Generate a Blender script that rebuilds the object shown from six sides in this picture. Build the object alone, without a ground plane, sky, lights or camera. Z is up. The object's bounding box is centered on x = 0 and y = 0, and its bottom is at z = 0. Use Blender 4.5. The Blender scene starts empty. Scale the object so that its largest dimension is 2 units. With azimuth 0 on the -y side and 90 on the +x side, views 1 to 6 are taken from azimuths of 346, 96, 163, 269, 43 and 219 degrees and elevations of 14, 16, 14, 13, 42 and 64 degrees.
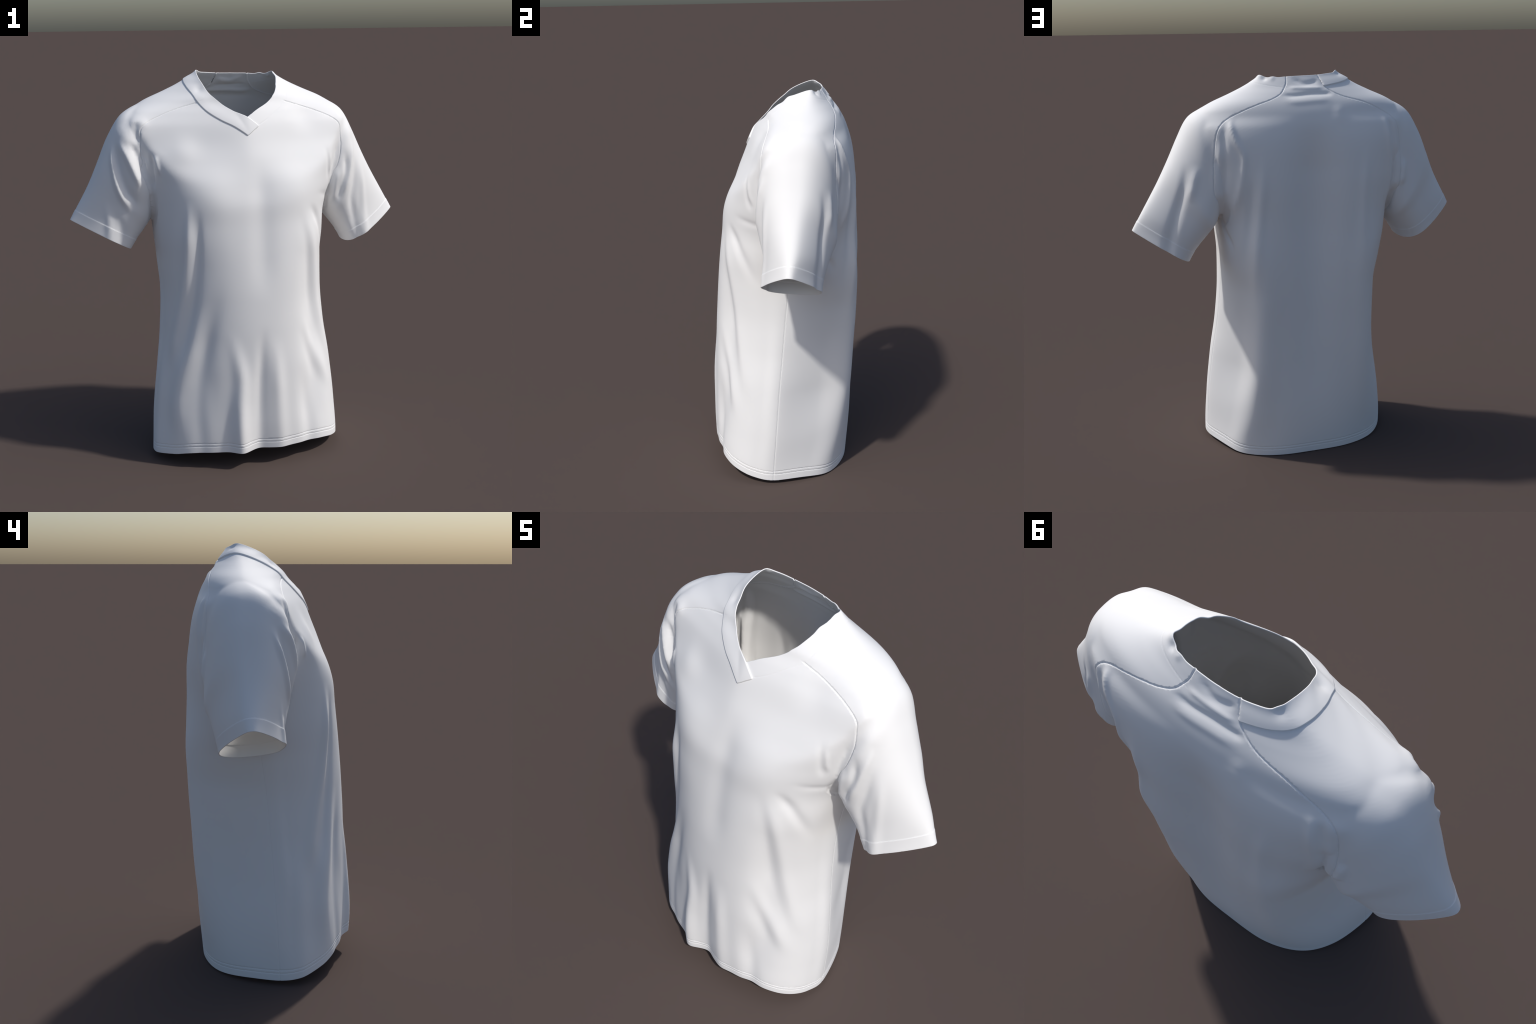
"""White short-sleeved V-neck jersey, worn by an invisible body.

The cloth is one smooth surface (torso loft + two sleeve lofts, fused), on which folds are
raised along curves; the surface is then cut along seam curves into the sewn panels, grooves
are pressed in at the seams, and every panel gets cloth thickness and rolled edges.
"""
import bpy, math
import numpy as np
from mathutils.kdtree import KDTree

CLOTH = 0.0045          # cloth thickness
VOXEL = 0.0065          # resolution of the fused base surface


# ----------------------------------------------------------------------------- small maths
def pchip(x, y, q):
    """Monotone cubic interpolation of a key table."""
    x, y, q = (np.asarray(a, float) for a in (x, y, q))
    h = np.diff(x)
    d = np.diff(y) / h
    m = np.zeros_like(y)
    m[0], m[-1] = d[0], d[-1]
    for i in range(1, len(x) - 1):
        if d[i - 1] * d[i] > 0:
            w1, w2 = 2 * h[i] + h[i - 1], h[i] + 2 * h[i - 1]
            m[i] = (w1 + w2) / (w1 / d[i - 1] + w2 / d[i])
    q = np.clip(q, x[0], x[-1])
    i = np.clip(np.searchsorted(x, q, side='right') - 1, 0, len(x) - 2)
    t = (q - x[i]) / h[i]
    t2, t3 = t * t, t * t * t
    return ((2 * t3 - 3 * t2 + 1) * y[i] + (t3 - 2 * t2 + t) * h[i] * m[i]
            + (3 * t2 - 2 * t3) * y[i + 1] + (t3 - t2) * h[i] * m[i + 1])


def smoothstep(a, b, x):
    t = np.clip((x - a) / (b - a), 0, 1)
    return t * t * (3 - 2 * t)


def spline(points, closed=False, step=0.003):
    """Centripetal-free Catmull-Rom through control points, resampled evenly."""
    P = np.array(points, float)
    if closed:
        P = np.vstack([P[-1], P, P[0], P[1]])
    else:
        P = np.vstack([2 * P[0] - P[1], P, 2 * P[-1] - P[-2]])
    out = []
    for i in range(1, len(P) - 2):
        t = np.linspace(0, 1, 24, endpoint=False)[:, None]
        a, b, c, d = P[i - 1:i + 3]
        out.append(0.5 * (2 * b + (c - a) * t + (2 * a - 5 * b + 4 * c - d) * t * t
                          + (3 * b - a - 3 * c + d) * t ** 3))
    Q = np.vstack(out + [P[-2][None]])
    L = np.concatenate([[0], np.cumsum(np.linalg.norm(np.diff(Q, axis=0), axis=1))])
    n = max(8, int(L[-1] / step))
    s = np.linspace(0, L[-1], n)
    return np.stack([np.interp(s, L, Q[:, k]) for k in range(3)], 1), s


# ----------------------------------------------------------------------------- base lofts
# Upper torso, by height: half width, y of the front, y of the widest line, y of the back,
# squareness of the front and of the back half of the section.
CHEST = [
    # z      half_w  front    mid    back   n_f   n_b
    (1.10,   0.440, -0.328,  0.040, 0.404, 2.30, 3.2),
    (1.25,   0.455, -0.310,  0.055, 0.406, 2.35, 3.2),
    (1.35,   0.470, -0.297,  0.070, 0.405, 2.35, 3.2),
    (1.45,   0.490, -0.268,  0.090, 0.402, 2.50, 3.2),
    (1.57,   0.515, -0.226,  0.110, 0.392, 2.90, 3.1),
    (1.66,   0.545, -0.190,  0.120, 0.378, 3.00, 3.0),
    (1.74,   0.570, -0.158,  0.130, 0.356, 3.20, 2.7),
    (1.80,   0.548, -0.128,  0.140, 0.333, 2.30, 2.2),
    (1.85,   0.478, -0.100,  0.150, 0.309, 1.60, 2.3),
    (1.90,   0.365, -0.082,  0.155, 0.276, 1.40, 2.1),
    (1.93,   0.300, -0.074,  0.158, 0.252, 1.40, 2.0),
    (1.955,  0.254, -0.070,  0.160, 0.236, 1.50, 2.0),
    (1.98,   0.215, -0.066,  0.162, 0.220, 1.60, 2.0),
    (2.01,   0.186, -0.060,  0.164, 0.209, 1.70, 2.0),
    (2.06,   0.160, -0.050,  0.164, 0.200, 1.80, 2.0),
]
# how fast the upper chest falls back to either side of the breastbone, by height
WEDGE = [(1.10, 0.0), (1.30, 0.01), (1.45, 0.10), (1.57, 0.20), (1.66, 0.24), (1.74, 0.245),
         (1.80, 0.275), (1.85, 0.31), (1.90, 0.20), (2.06, 0.0)]
# Below the arms the cloth hangs from the shoulder blades and the chest: half section through
# belly centre, front corner, side seam, rear flank, rear corner (under the shoulder blade).
BODY = [
    # z     belly_y  front corner     side (+x)      side (-x)     flank(+x)  flank(-x)  rear corner, back
    (-0.06,  -0.350, 0.420, -0.240, 0.500, -0.020, 0.516, -0.030, 0.450, 0.462, 0.362, 0.260, 0.338),
    (0.05,  -0.356, 0.420, -0.248, 0.498, -0.020, 0.512, -0.030, 0.438, 0.462, 0.360, 0.270, 0.348),
    (0.25,  -0.364, 0.400, -0.247, 0.490,  0.005, 0.498,  0.000, 0.408, 0.432, 0.326, 0.318, 0.366),
    (0.50,  -0.364, 0.369, -0.241, 0.465, 0.020, 0.472, -0.015, 0.366, 0.395, 0.302, 0.356, 0.380),
    (0.70,  -0.358, 0.340, -0.235, 0.436, 0.035, 0.448, 0.005, 0.362, 0.382, 0.295, 0.370, 0.391),
    (0.90,  -0.344, 0.326, -0.234, 0.418, 0.050, 0.436, 0.028, 0.375, 0.380, 0.290, 0.384, 0.402),
    (1.05,  -0.330, 0.330, -0.230, 0.414, 0.060, 0.446, 0.045, 0.406, 0.405, 0.302, 0.388, 0.406),
    (1.20,  -0.312, 0.340, -0.225, 0.424,  0.060, 0.455,  0.070, 0.425, 0.430, 0.322, 0.378, 0.405),
    (1.40,  -0.285, 0.350, -0.210, 0.440,  0.070, 0.465,  0.080, 0.440, 0.445, 0.330, 0.375, 0.400),
]
# depth of the hollow along the spine, by height
SPINE = [(-0.06, 0.0), (0.25, 0.004), (0.50, 0.016), (0.80, 0.032), (1.05, 0.045), (1.30, 0.050),
         (1.50, 0.046), (1.65, 0.024), (1.76, 0.004), (1.82, 0.0), (2.06, 0.0)]

# Sleeve rings, mirrored for the other arm: top (x, z), bottom (x, z), front y, back y,
# y of the top, amount by which the top is narrower, squareness.
SLEEVE = [
    ((0.360, 1.885), (0.300, 1.480), 0.020, 0.262, 0.15, 0.05, 2.1),
    ((0.470, 1.848), (0.360, 1.400), -0.020, 0.285, 0.15, 0.08, 2.2),
    ((0.572, 1.793), (0.420, 1.320), -0.062, 0.302, 0.130, 0.16, 2.5),
    ((0.640, 1.690), (0.450, 1.275), -0.070, 0.304, 0.120, 0.26, 2.6),
    ((0.704, 1.568), (0.474, 1.242), -0.066, 0.303, 0.120, 0.33, 2.6),
    ((0.764, 1.448), (0.503, 1.202), -0.050, 0.278, 0.116, 0.42, 2.5),
    ((0.822, 1.337), (0.542, 1.152), -0.038, 0.256, 0.112, 0.46, 2.4),
    ((0.870, 1.245), (0.582, 1.092), -0.037, 0.236, 0.102, 0.56, 2.3),
    ((0.903, 1.180), (0.612, 1.030), -0.038, 0.230, 0.098, 0.60, 2.3),
]


def lobe(c, p):
    return np.sign(c) * np.abs(c) ** p


def skin_rings(rings):
    """Closed mesh from a stack of equally long rings."""
    k, n = len(rings), len(rings[0])
    V = np.vstack(rings + [np.mean(rings[0], 0)[None], np.mean(rings[-1], 0)[None]])
    F = []
    for i in range(k - 1):
        for j in range(n):
            j2 = (j + 1) % n
            F.append((i * n + j, i * n + j2, (i + 1) * n + j2, (i + 1) * n + j))
    for j in range(n):
        j2 = (j + 1) % n
        F.append((k * n, j2, j))
        F.append((k * n + 1, (k - 1) * n + j, (k - 1) * n + j2))
    return V, F


def chest_radius(z, a, ym):
    T = np.array(CHEST)
    w, yf, yc, yb, nf, nb = (float(pchip(T[:, 0], T[:, c], [z])[0]) for c in range(1, 7))
    t = np.linspace(0, 2 * np.pi, 1441)
    n = np.where(np.sin(t) < 0, nf, nb)
    d = np.where(np.sin(t) < 0, yc - yf, yb - yc)
    r = (np.abs(np.cos(t) / w) ** n + np.abs(np.sin(t) / d) ** n) ** (-1 / n)
    x, y = r * np.cos(t), yc + r * np.sin(t)
    x = np.where(x > 0, x * (1 - 0.05 * float(smoothstep(1.46, 1.25, z))), x)   # left side hangs closer
    W = np.array(WEDGE)
    k = float(pchip(W[:, 0], W[:, 1], [z])[0])
    if k > 0:
        g = yf + k * (np.sqrt(x * x + 0.03 ** 2) - 0.03)
        y = np.where(np.sin(t) < -0.02, (y + g + np.sqrt((y - g) ** 2 + 0.02 ** 2) - 0.008) / 2, y)
    y = y - ym
    g = np.unwrap(np.arctan2(y, x))
    return np.interp(np.mod(a - g[0], 2 * np.pi) + g[0], g, np.hypot(x, y))


def body_radius(z, a, ym):
    T = np.array(BODY)
    by, fx, fy, wp, yp, wm, yn, kp, km, cx, cy, yb = (float(pchip(T[:, 0], T[:, c], [z])[0]) for c in range(1, 13))
    # front: rounded box whose squareness is chosen to pass the front corner
    def front(w, ys):
        n = 2.0
        for _ in range(30):
            v = (fx / w) ** n + ((ys - fy) / (ys - by)) ** n
            n += 0.8 * (v - 1)
        t = np.linspace(0, np.pi / 2, 9)[:-1]
        return [(w * lobe(np.sin(q), 2 / n), ys - (ys - by) * lobe(np.cos(q), 2 / n)) for q in t[1:]] + [(w, ys)]
    rear = lambda w, ys, k: [(k, ys * 0.42 + cy * 0.58), (cx, cy), (cx * 0.55, cy * 0.12 + yb * 0.88)]
    plus = front(wp, yp) + rear(wp, yp, kp)
    minus = front(wm, yn) + rear(wm, yn, km)
    pts = [(0, by, 0)] + [(x, y, 0) for x, y in plus] + [(0, yb + 0.003, 0)] + [(-x, y, 0) for x, y in minus[::-1]]
    P = np.vstack([spline(pts, closed=True, step=0.004)[0]])
    x, y = P[:, 0], P[:, 1] - ym
    g = np.unwrap(np.arctan2(y, x))
    return np.interp(np.mod(a - g[0], 2 * np.pi) + g[0], g, np.hypot(x, y))


def torso_mesh():
    lo, hi = BODY[0][0], CHEST[-1][0]
    zs = np.concatenate([np.arange(lo, 1.6, 0.02), np.arange(1.6, hi, 0.008)])
    S = np.array(SPINE)
    a = np.linspace(0, 2 * np.pi, 240, endpoint=False)
    rings = []
    for z in zs:
        ym = float(np.interp(z, [0.9, 1.4, 1.8], [0.02, 0.08, 0.15]))
        k = float(smoothstep(1.12, 1.38, z))
        r = (k * chest_radius(z, a, ym) if k > 0 else 0) + ((1 - k) * body_radius(z, a, ym) if k < 1 else 0)
        x, y = r * np.cos(a), ym + r * np.sin(a)
        y = y - np.where(np.sin(a) > 0, float(pchip(S[:, 0], S[:, 1], [z])[0]) * np.exp(-(x / 0.12) ** 2), 0)
        rings.append(np.stack([x, y, np.full_like(a, z)], 1))
    return skin_rings(rings)


def sleeve_mesh(side):
    keys = np.arange(len(SLEEVE), dtype=float)
    col = lambda f: np.array([f(s) for s in SLEEVE], float)
    q = np.linspace(0, len(SLEEVE) - 1, 90)
    tx, tz = pchip(keys, col(lambda s: s[0][0]), q), pchip(keys, col(lambda s: s[0][1]), q)
    bx, bz = pchip(keys, col(lambda s: s[1][0]), q), pchip(keys, col(lambda s: s[1][1]), q)
    if side < 0:                                            # this cuff flares a little more
        tx = tx + 0.004 + 0.010 * smoothstep(5.0, 7.0, q) + 0.012 * np.exp(-((q - 3.0) / 1.0) ** 2)
    else:
        tx = tx - 0.019 * np.exp(-((q - 4.0) / 1.8) ** 2)
    yf, yb, yt, tp, nn = (pchip(keys, col(lambda s, i=i: s[i]), q) for i in range(2, 7))
    a = np.linspace(0, 2 * np.pi, 160, endpoint=False)
    rings = []
    for i in range(len(q)):
        u = lobe(np.cos(a), 2 / nn[i])                      # 1 at the top, -1 at the bottom
        v = lobe(np.sin(a), 2 / nn[i])                      # 1 at the back
        x = (tx[i] + bx[i]) / 2 + u * (tx[i] - bx[i]) / 2
        z = (tz[i] + bz[i]) / 2 + u * (tz[i] - bz[i]) / 2
        mid = (yf[i] + yb[i]) / 2
        y = mid + v * (yb[i] - yf[i]) / 2 * (1 - tp[i] * np.where(v < 0, 0.5 + 0.45 * float(smoothstep(4.5, 7.0, q[i])), 1.0) * (u + 0.25))
        y = y + (yt[i] - mid) * smoothstep(-0.2, 1, u)
        ring = np.stack([side * x, y, z], 1)
        rings.append(ring if side > 0 else ring[::-1])
    return skin_rings(rings)


def fused_surface():
    """Union of the lofts as one even mesh."""
    V, F, o = [], [], 0
    for v, f in (torso_mesh(), sleeve_mesh(1), sleeve_mesh(-1)):
        V.append(v)
        F += [tuple(i + o for i in t) for t in f]
        o += len(v)
    me = bpy.data.meshes.new('helper')
    me.from_pydata(np.vstack(V).tolist(), [], F)
    ob = bpy.data.objects.new('helper', me)
    bpy.context.scene.collection.objects.link(ob)
    m = ob.modifiers.new('fuse', 'REMESH')
    m.mode = 'VOXEL'
    m.voxel_size = VOXEL
    m.adaptivity = 0
    ev = ob.evaluated_get(bpy.context.evaluated_depsgraph_get())
    em = ev.to_mesh()
    em.calc_loop_triangles()
    co = np.empty(len(em.vertices) * 3)
    em.vertices.foreach_get('co', co)
    tr = np.empty(len(em.loop_triangles) * 3, np.int32)
    em.loop_triangles.foreach_get('vertices', tr)
    ev.to_mesh_clear()
    bpy.data.objects.remove(ob)
    bpy.data.meshes.remove(me)
    return co.reshape(-1, 3), tr.reshape(-1, 3).astype(np.int64)


# ----------------------------------------------------------------------------- mesh tools
def vertex_normals(V, F):
    fn = np.cross(V[F[:, 1]] - V[F[:, 0]], V[F[:, 2]] - V[F[:, 0]])
    N = np.zeros_like(V)
    for k in range(3):
        for c in range(3):
            N[:, c] += np.bincount(F[:, k], fn[:, c], len(V))
    return N / np.maximum(np.linalg.norm(N, axis=1), 1e-12)[:, None]


def unique_edges(F):
    E = np.vstack([F[:, [0, 1]], F[:, [1, 2]], F[:, [2, 0]]])
    n = int(F.max()) + 1 if len(F) else 1
    k = np.unique(np.minimum(E[:, 0], E[:, 1]) * n + np.maximum(E[:, 0], E[:, 1]))
    return np.stack([k // n, k % n], 1)


def relax(V, F, times, weight=None, shrink_free=True):
    E = unique_edges(F)
    deg = np.bincount(E.ravel(), minlength=len(V)).astype(float)
    w = np.ones(len(V)) if weight is None else weight
    for i in range(times):
        for lam in ((0.5, -0.52) if shrink_free else (0.5,)):
            S = np.zeros_like(V)
            for c in range(3):
                S[:, c] = (np.bincount(E[:, 0], V[E[:, 1], c], len(V))
                           + np.bincount(E[:, 1], V[E[:, 0], c], len(V)))
            V = V + (lam * w)[:, None] * (S / deg[:, None] - V)
    return V


def fill_hollows(V, F, weight, times):
    """Raise concave creases only (no shrinking), where the weight says so."""
    F = F[(weight[F] > 0).any(1)]
    used = np.unique(F)
    new = np.full(len(V), -1)
    new[used] = np.arange(len(used))
    F, P, weight = new[F], V[used], weight[used]
    E = unique_edges(F)
    deg = np.bincount(E.ravel(), minlength=len(P)).astype(float)
    for i in range(times):
        if i % 10 == 0:
            N = vertex_normals(P, F)
        S = np.stack([np.bincount(E[:, 0], P[E[:, 1], c], len(P)) + np.bincount(E[:, 1], P[E[:, 0], c], len(P))
                      for c in range(3)], 1) / deg[:, None] - P
        P = P + N * (np.clip((S * N).sum(1), 0, None) * 0.6 * weight)[:, None]
    V = V.copy()
    V[used] = P
    return V


def tree_of(V):
    t = KDTree(len(V))
    for i, p in enumerate(V.tolist()):
        t.insert(p, i)
    t.balance()
    return t


class Line:
    """A curve lying on the cloth: gives each nearby vertex its signed sideways distance
    (positive to the left of the curve, seen from outside) and its place along the curve."""

    def __init__(self, points, V, N, tree, closed=False, reach=0.05):
        self.C, self.s = spline(points, closed)
        self.length = self.s[-1]
        T = np.gradient(self.C, axis=0)
        if closed:
            T[0] = T[-1] = self.C[1] - self.C[-2]
        T /= np.linalg.norm(T, axis=1)[:, None]
        M = np.array([N[[q[1] for q in tree.find_n(c, 12)]].sum(0) for c in self.C])
        for _ in range(16):
            M[1:-1] = (M[:-2] + M[1:-1] * 2 + M[2:]) / 4
        M /= np.linalg.norm(M, axis=1)[:, None]
        # settle the curve onto the cloth
        C0 = self.C
        for _ in range(3):
            S = np.array([(V[[q[1] for q in tree.find_n(c, 6)]] - c).mean(0) @ M[i] for i, c in enumerate(self.C)])
            S[1:-1] = (S[:-2] + S[1:-1] * 2 + S[2:]) / 4
            self.C = self.C + M * S[:, None]
        self.miss = ((self.C - C0) * M).sum(1)
        B = np.cross(M, T)
        self.B = B / np.linalg.norm(B, axis=1)[:, None]
        self.closed = closed
        self.reach = reach

    def _near(self, V, reach):
        lo, hi = self.C.min(0) - reach, self.C.max(0) + reach
        return np.where(((V > lo) & (V < hi)).all(1))[0]

    def measure(self, V, reach=None):
        reach = reach or self.reach
        idx = self._near(V, reach)
        f = np.full(len(V), np.inf)
        s = np.zeros(len(V))
        cc = (self.C ** 2).sum(1)
        for c in np.array_split(idx, max(1, len(idx) // 20000)):
            P = V[c]
            D = cc[None] - 2 * P @ self.C.T
            k = D.argmin(1)
            r = P - self.C[k]
            ok = (r ** 2).sum(1) < reach * reach
            if not self.closed:
                ok &= (k > 0) & (k < len(self.C) - 1)
            f[c[ok]] = (r * self.B[k]).sum(1)[ok]
            s[c[ok]] = self.s[k][ok]
        return f, s


def cut(V, F, f, extra, lock, snap=0.16):
    """Split triangles where f changes sign; inf marks vertices out of play.
    `extra` is a list of per-vertex arrays carried along. Returns mask of vertices on f = 0."""
    sg = np.where(np.isfinite(f), np.sign(f), 0)
    touched = (sg[F].min(1) < 0) & (sg[F].max(1) > 0)
    still, F = F[~touched], F[touched]
    if not len(F):
        return V, still, extra, f == 0
    a, b = unique_edges(F).T
    ok = np.isfinite(f[a]) & np.isfinite(f[b])
    a, b = a[ok], b[ok]
    cross = f[a] * f[b] < 0
    a, b = a[cross], b[cross]
    t = f[a] / (f[a] - f[b])
    # pull vertices lying almost on the line onto it
    f = f.copy()
    V = V.copy()
    for p, q, u in ((a, b, t), (b, a, 1 - t)):
        m = (u < snap) & ~lock[p]
        V[p[m]] += (u[m] * 1.0)[:, None] * (V[q[m]] - V[p[m]])
        f[p[m]] = 0
    ok = f[a] * f[b] < 0
    a, b = a[ok], b[ok]
    t = f[a] / (f[a] - f[b])
    n0 = len(V)
    V = np.vstack([V, V[a] + t[:, None] * (V[b] - V[a])])
    extra = [np.concatenate([x, (x[a] + t.reshape((-1,) + (1,) * (x.ndim - 1)) * (x[b] - x[a])) if x.dtype.kind == 'f'
             else (x[a] & x[b])]) for x in extra]
    on = np.concatenate([f == 0, np.ones(len(a), bool)])
    key = a * n0 + b
    order = np.argsort(key)
    key, ids = key[order], (n0 + np.arange(len(a)))[order]

    def mid(p, q):
        lo, hi = np.minimum(p, q), np.maximum(p, q)
        k = lo * n0 + hi
        if len(key) == 0:
            return np.full(len(k), -1)
        i = np.clip(np.searchsorted(key, k), 0, len(key) - 1)
        return np.where(key[i] == k, ids[i], -1)

    M = np.stack([mid(F[:, 0], F[:, 1]), mid(F[:, 1], F[:, 2]), mid(F[:, 2], F[:, 0])], 1)
    cnt = (M >= 0).sum(1)
    out = [still, F[cnt == 0]]
    for r in range(3):
        # one edge cut: edge r
        m = (cnt == 1) & (M[:, r] >= 0)
        A, B, C, X = F[m, r], F[m, (r + 1) % 3], F[m, (r + 2) % 3], M[m, r]
        out += [np.stack([A, X, C], 1), np.stack([X, B, C], 1)]
        # two edges cut: r and r+2 meet at vertex r
        m = (cnt == 2) & (M[:, r] >= 0) & (M[:, (r + 2) % 3] >= 0)
        A, B, C, X, Y = F[m, r], F[m, (r + 1) % 3], F[m, (r + 2) % 3], M[m, r], M[m, (r + 2) % 3]
        out += [np.stack([A, X, Y], 1), np.stack([X, B, C], 1), np.stack([X, C, Y], 1)]
    assert (cnt < 3).all()
    return V, np.vstack(out), extra, on


def components(F, nV, barrier_edges):
    """Label faces joined across edges that are not barriers."""
    n = len(F)
    E = np.sort(np.vstack([F[:, [0, 1]], F[:, [1, 2]], F[:, [2, 0]]]), axis=1)
    k = E[:, 0] * nV + E[:, 1]
    fid = np.tile(np.arange(n), 3)
    o = np.argsort(k, kind='stable')
    k, fid = k[o], fid[o]
    same = k[1:] == k[:-1]
    p, q, kk = fid[:-1][same], fid[1:][same], k[:-1][same]
    free = ~np.isin(kk, barrier_edges)
    p, q = p[free], q[free]
    lab = np.arange(n)
    while True:
        m = np.minimum(lab[p], lab[q])
        new = lab.copy()
        np.minimum.at(new, lab[p], m)
        np.minimum.at(new, lab[q], m)
        np.minimum.at(new, p, m)
        np.minimum.at(new, q, m)
        new = new[new]
        new = new[new]
        if (new == lab).all():
            return lab
        lab = new
# ----------------------------------------------------------------------------- folds
# Each fold: (control points on the cloth, height (+ crest, - valley), half width at start and
# at end, share of the length over which it fades in and out). One point alone: a round swelling.
# belly: the big pleat left of the middle, its valleys and its smaller neighbour
BELLY_FOLDS = [
    ([(-0.150, -0.347, 0.76), (-0.119, -0.355, 0.641), (-0.092, -0.361, 0.492), (-0.099, -0.361, 0.333),
      (-0.100, -0.359, 0.188), (-0.095, -0.355, 0.084), (-0.095, -0.35, -0.05)], 0.038, (0.030, 0.052), (0.75, 0)),
    ([(0.030, -0.350, 0.78), (0.019, -0.360, 0.655), (0.014, -0.363, 0.552), (0.007, -0.364, 0.429), (0.005, -0.364, 0.304),
      (0.005, -0.359, 0.109), (0.005, -0.35, -0.05)], -0.014, (0.025, 0.040), (0.4, 0)),
    ([(0.080, -0.355, 0.72), (0.092, -0.359, 0.613), (0.098, -0.361, 0.436), (0.105, -0.362, 0.255), (0.115, -0.356, 0.096),
      (0.12, -0.35, -0.05)], 0.013, (0.030, 0.050), (0.4, 0)),
]
# long folds hanging from the chest on the wearer's right
RIGHT_SIDE_FOLDS = [
    ([(-0.235, -0.300, 1.10), (-0.270, -0.300, 0.90), (-0.275, -0.300, 0.65), (-0.255, -0.315, 0.40), (-0.240, -0.325, 0.12)],
     -0.006, (0.050, 0.065), (0.4, 0.4)),
    ([(-0.450, -0.120, 0.62), (-0.470, -0.125, 0.45), (-0.488, -0.125, 0.20), (-0.495, -0.125, -0.05)], 0.012, (0.04, 0.06), (0.4, 0)),
    ([(-0.305, -0.225, 1.40), (-0.315, -0.232, 1.337), (-0.332, -0.248, 1.178), (-0.356, -0.240, 0.994), (-0.381, -0.205, 0.815),
      (-0.409, -0.181, 0.635), (-0.430, -0.170, 0.50)], 0.015, (0.022, 0.040), (0.25, 0.2)),
    ([(-0.265, -0.255, 1.37), (-0.272, -0.258, 1.307), (-0.290, -0.279, 1.133), (-0.311, -0.278, 0.967), (-0.336, -0.259, 0.794),
      (-0.369, -0.242, 0.617), (-0.398, -0.236, 0.476)], -0.008, (0.018, 0.026), (0.25, 0.4)),
    ([(-0.235, -0.310, 1.08), (-0.262, -0.304, 0.970), (-0.297, -0.290, 0.800), (-0.335, -0.271, 0.641), (-0.381, -0.251, 0.498),
      (-0.409, -0.242, 0.337), (-0.410, -0.254, 0.159), (-0.41, -0.25, 0.06)], 0.019, (0.042, 0.054), (0.5, 0.3)),
    ([(-0.170, -0.325, 1.04), (-0.190, -0.328, 0.938), (-0.221, -0.325, 0.804), (-0.261, -0.314, 0.667), (-0.300, -0.306, 0.511),
      (-0.310, -0.304, 0.335), (-0.300, -0.304, 0.173), (-0.29, -0.30, 0.0), (-0.29, -0.30, -0.05)], -0.006, (0.032, 0.045), (0.5, 0)),
]
# and on the wearer's left
LEFT_SIDE_FOLDS = [
    ([(0.250, -0.285, 1.22), (0.290, -0.280, 1.10), (0.315, -0.270, 0.90), (0.320, -0.280, 0.60), (0.310, -0.295, 0.30), (0.300, -0.310, 0.06)],
     -0.023, (0.060, 0.075), (0.35, 0.3)),
    ([(0.268, -0.250, 1.37), (0.281, -0.255, 1.296), (0.317, -0.260, 1.172), (0.345, -0.250, 1.025), (0.370, -0.223, 0.829),
      (0.410, -0.189, 0.617), (0.455, -0.153, 0.442), (0.465, -0.14, 0.38)], 0.009, (0.032, 0.044), (0.3, 0.3)),
    ([(0.245, -0.265, 1.34), (0.255, -0.269, 1.270), (0.290, -0.276, 1.147), (0.314, -0.272, 1.001), (0.340, -0.249, 0.810),
      (0.382, -0.215, 0.613), (0.432, -0.177, 0.430), (0.445, -0.165, 0.37)], -0.006, (0.030, 0.040), (0.3, 0.3)),
    ([(0.255, -0.310, 0.82), (0.273, -0.307, 0.738), (0.306, -0.293, 0.639), (0.358, -0.272, 0.521), (0.422, -0.227, 0.353),
      (0.44, -0.21, 0.29)], 0.008, (0.032, 0.042), (0.4, 0.4)),
    ([(0.240, -0.318, 0.78), (0.255, -0.316, 0.697), (0.286, -0.307, 0.600), (0.336, -0.287, 0.484), (0.400, -0.248, 0.343),
      (0.42, -0.23, 0.28)], -0.004, (0.030, 0.040), (0.4, 0.4)),
    ([(0.24, -0.315, 0.55), (0.26, -0.322, 0.35), (0.28, -0.320, 0.15), (0.285, -0.31, -0.05)], -0.014, (0.04, 0.05), (0.5, 0)),
]
# chest
CHEST_FOLDS = [
    ([(-0.320, -0.125, 1.61)], 0.012, (0.075, 0.075), (0, 0)),
    ([(0.320, -0.045, 1.75)], -0.010, (0.075, 0.075), (0, 0)),
    ([(-0.570, 0.010, 1.755)], 0.012, (0.090, 0.090), (0, 0)),
    ([(0.060, -0.200, 1.60), (0.046, -0.255, 1.467), (0.040, -0.305, 1.248), (0.036, -0.329, 1.054), (0.017, -0.346, 0.875)],
     -0.008, (0.055, 0.060), (0.3, 0.3)),
    ([(0.200, -0.245, 1.44)], 0.014, (0.12, 0.12), (0, 0)),
    ([(-0.190, -0.245, 1.44)], 0.012, (0.12, 0.12), (0, 0)),
    ([(0.290, -0.245, 1.350), (0.340, -0.215, 1.290), (0.390, -0.175, 1.190), (0.420, -0.090, 1.02)], -0.009, (0.022, 0.03), (0.3, 0.5)),
]
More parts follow.
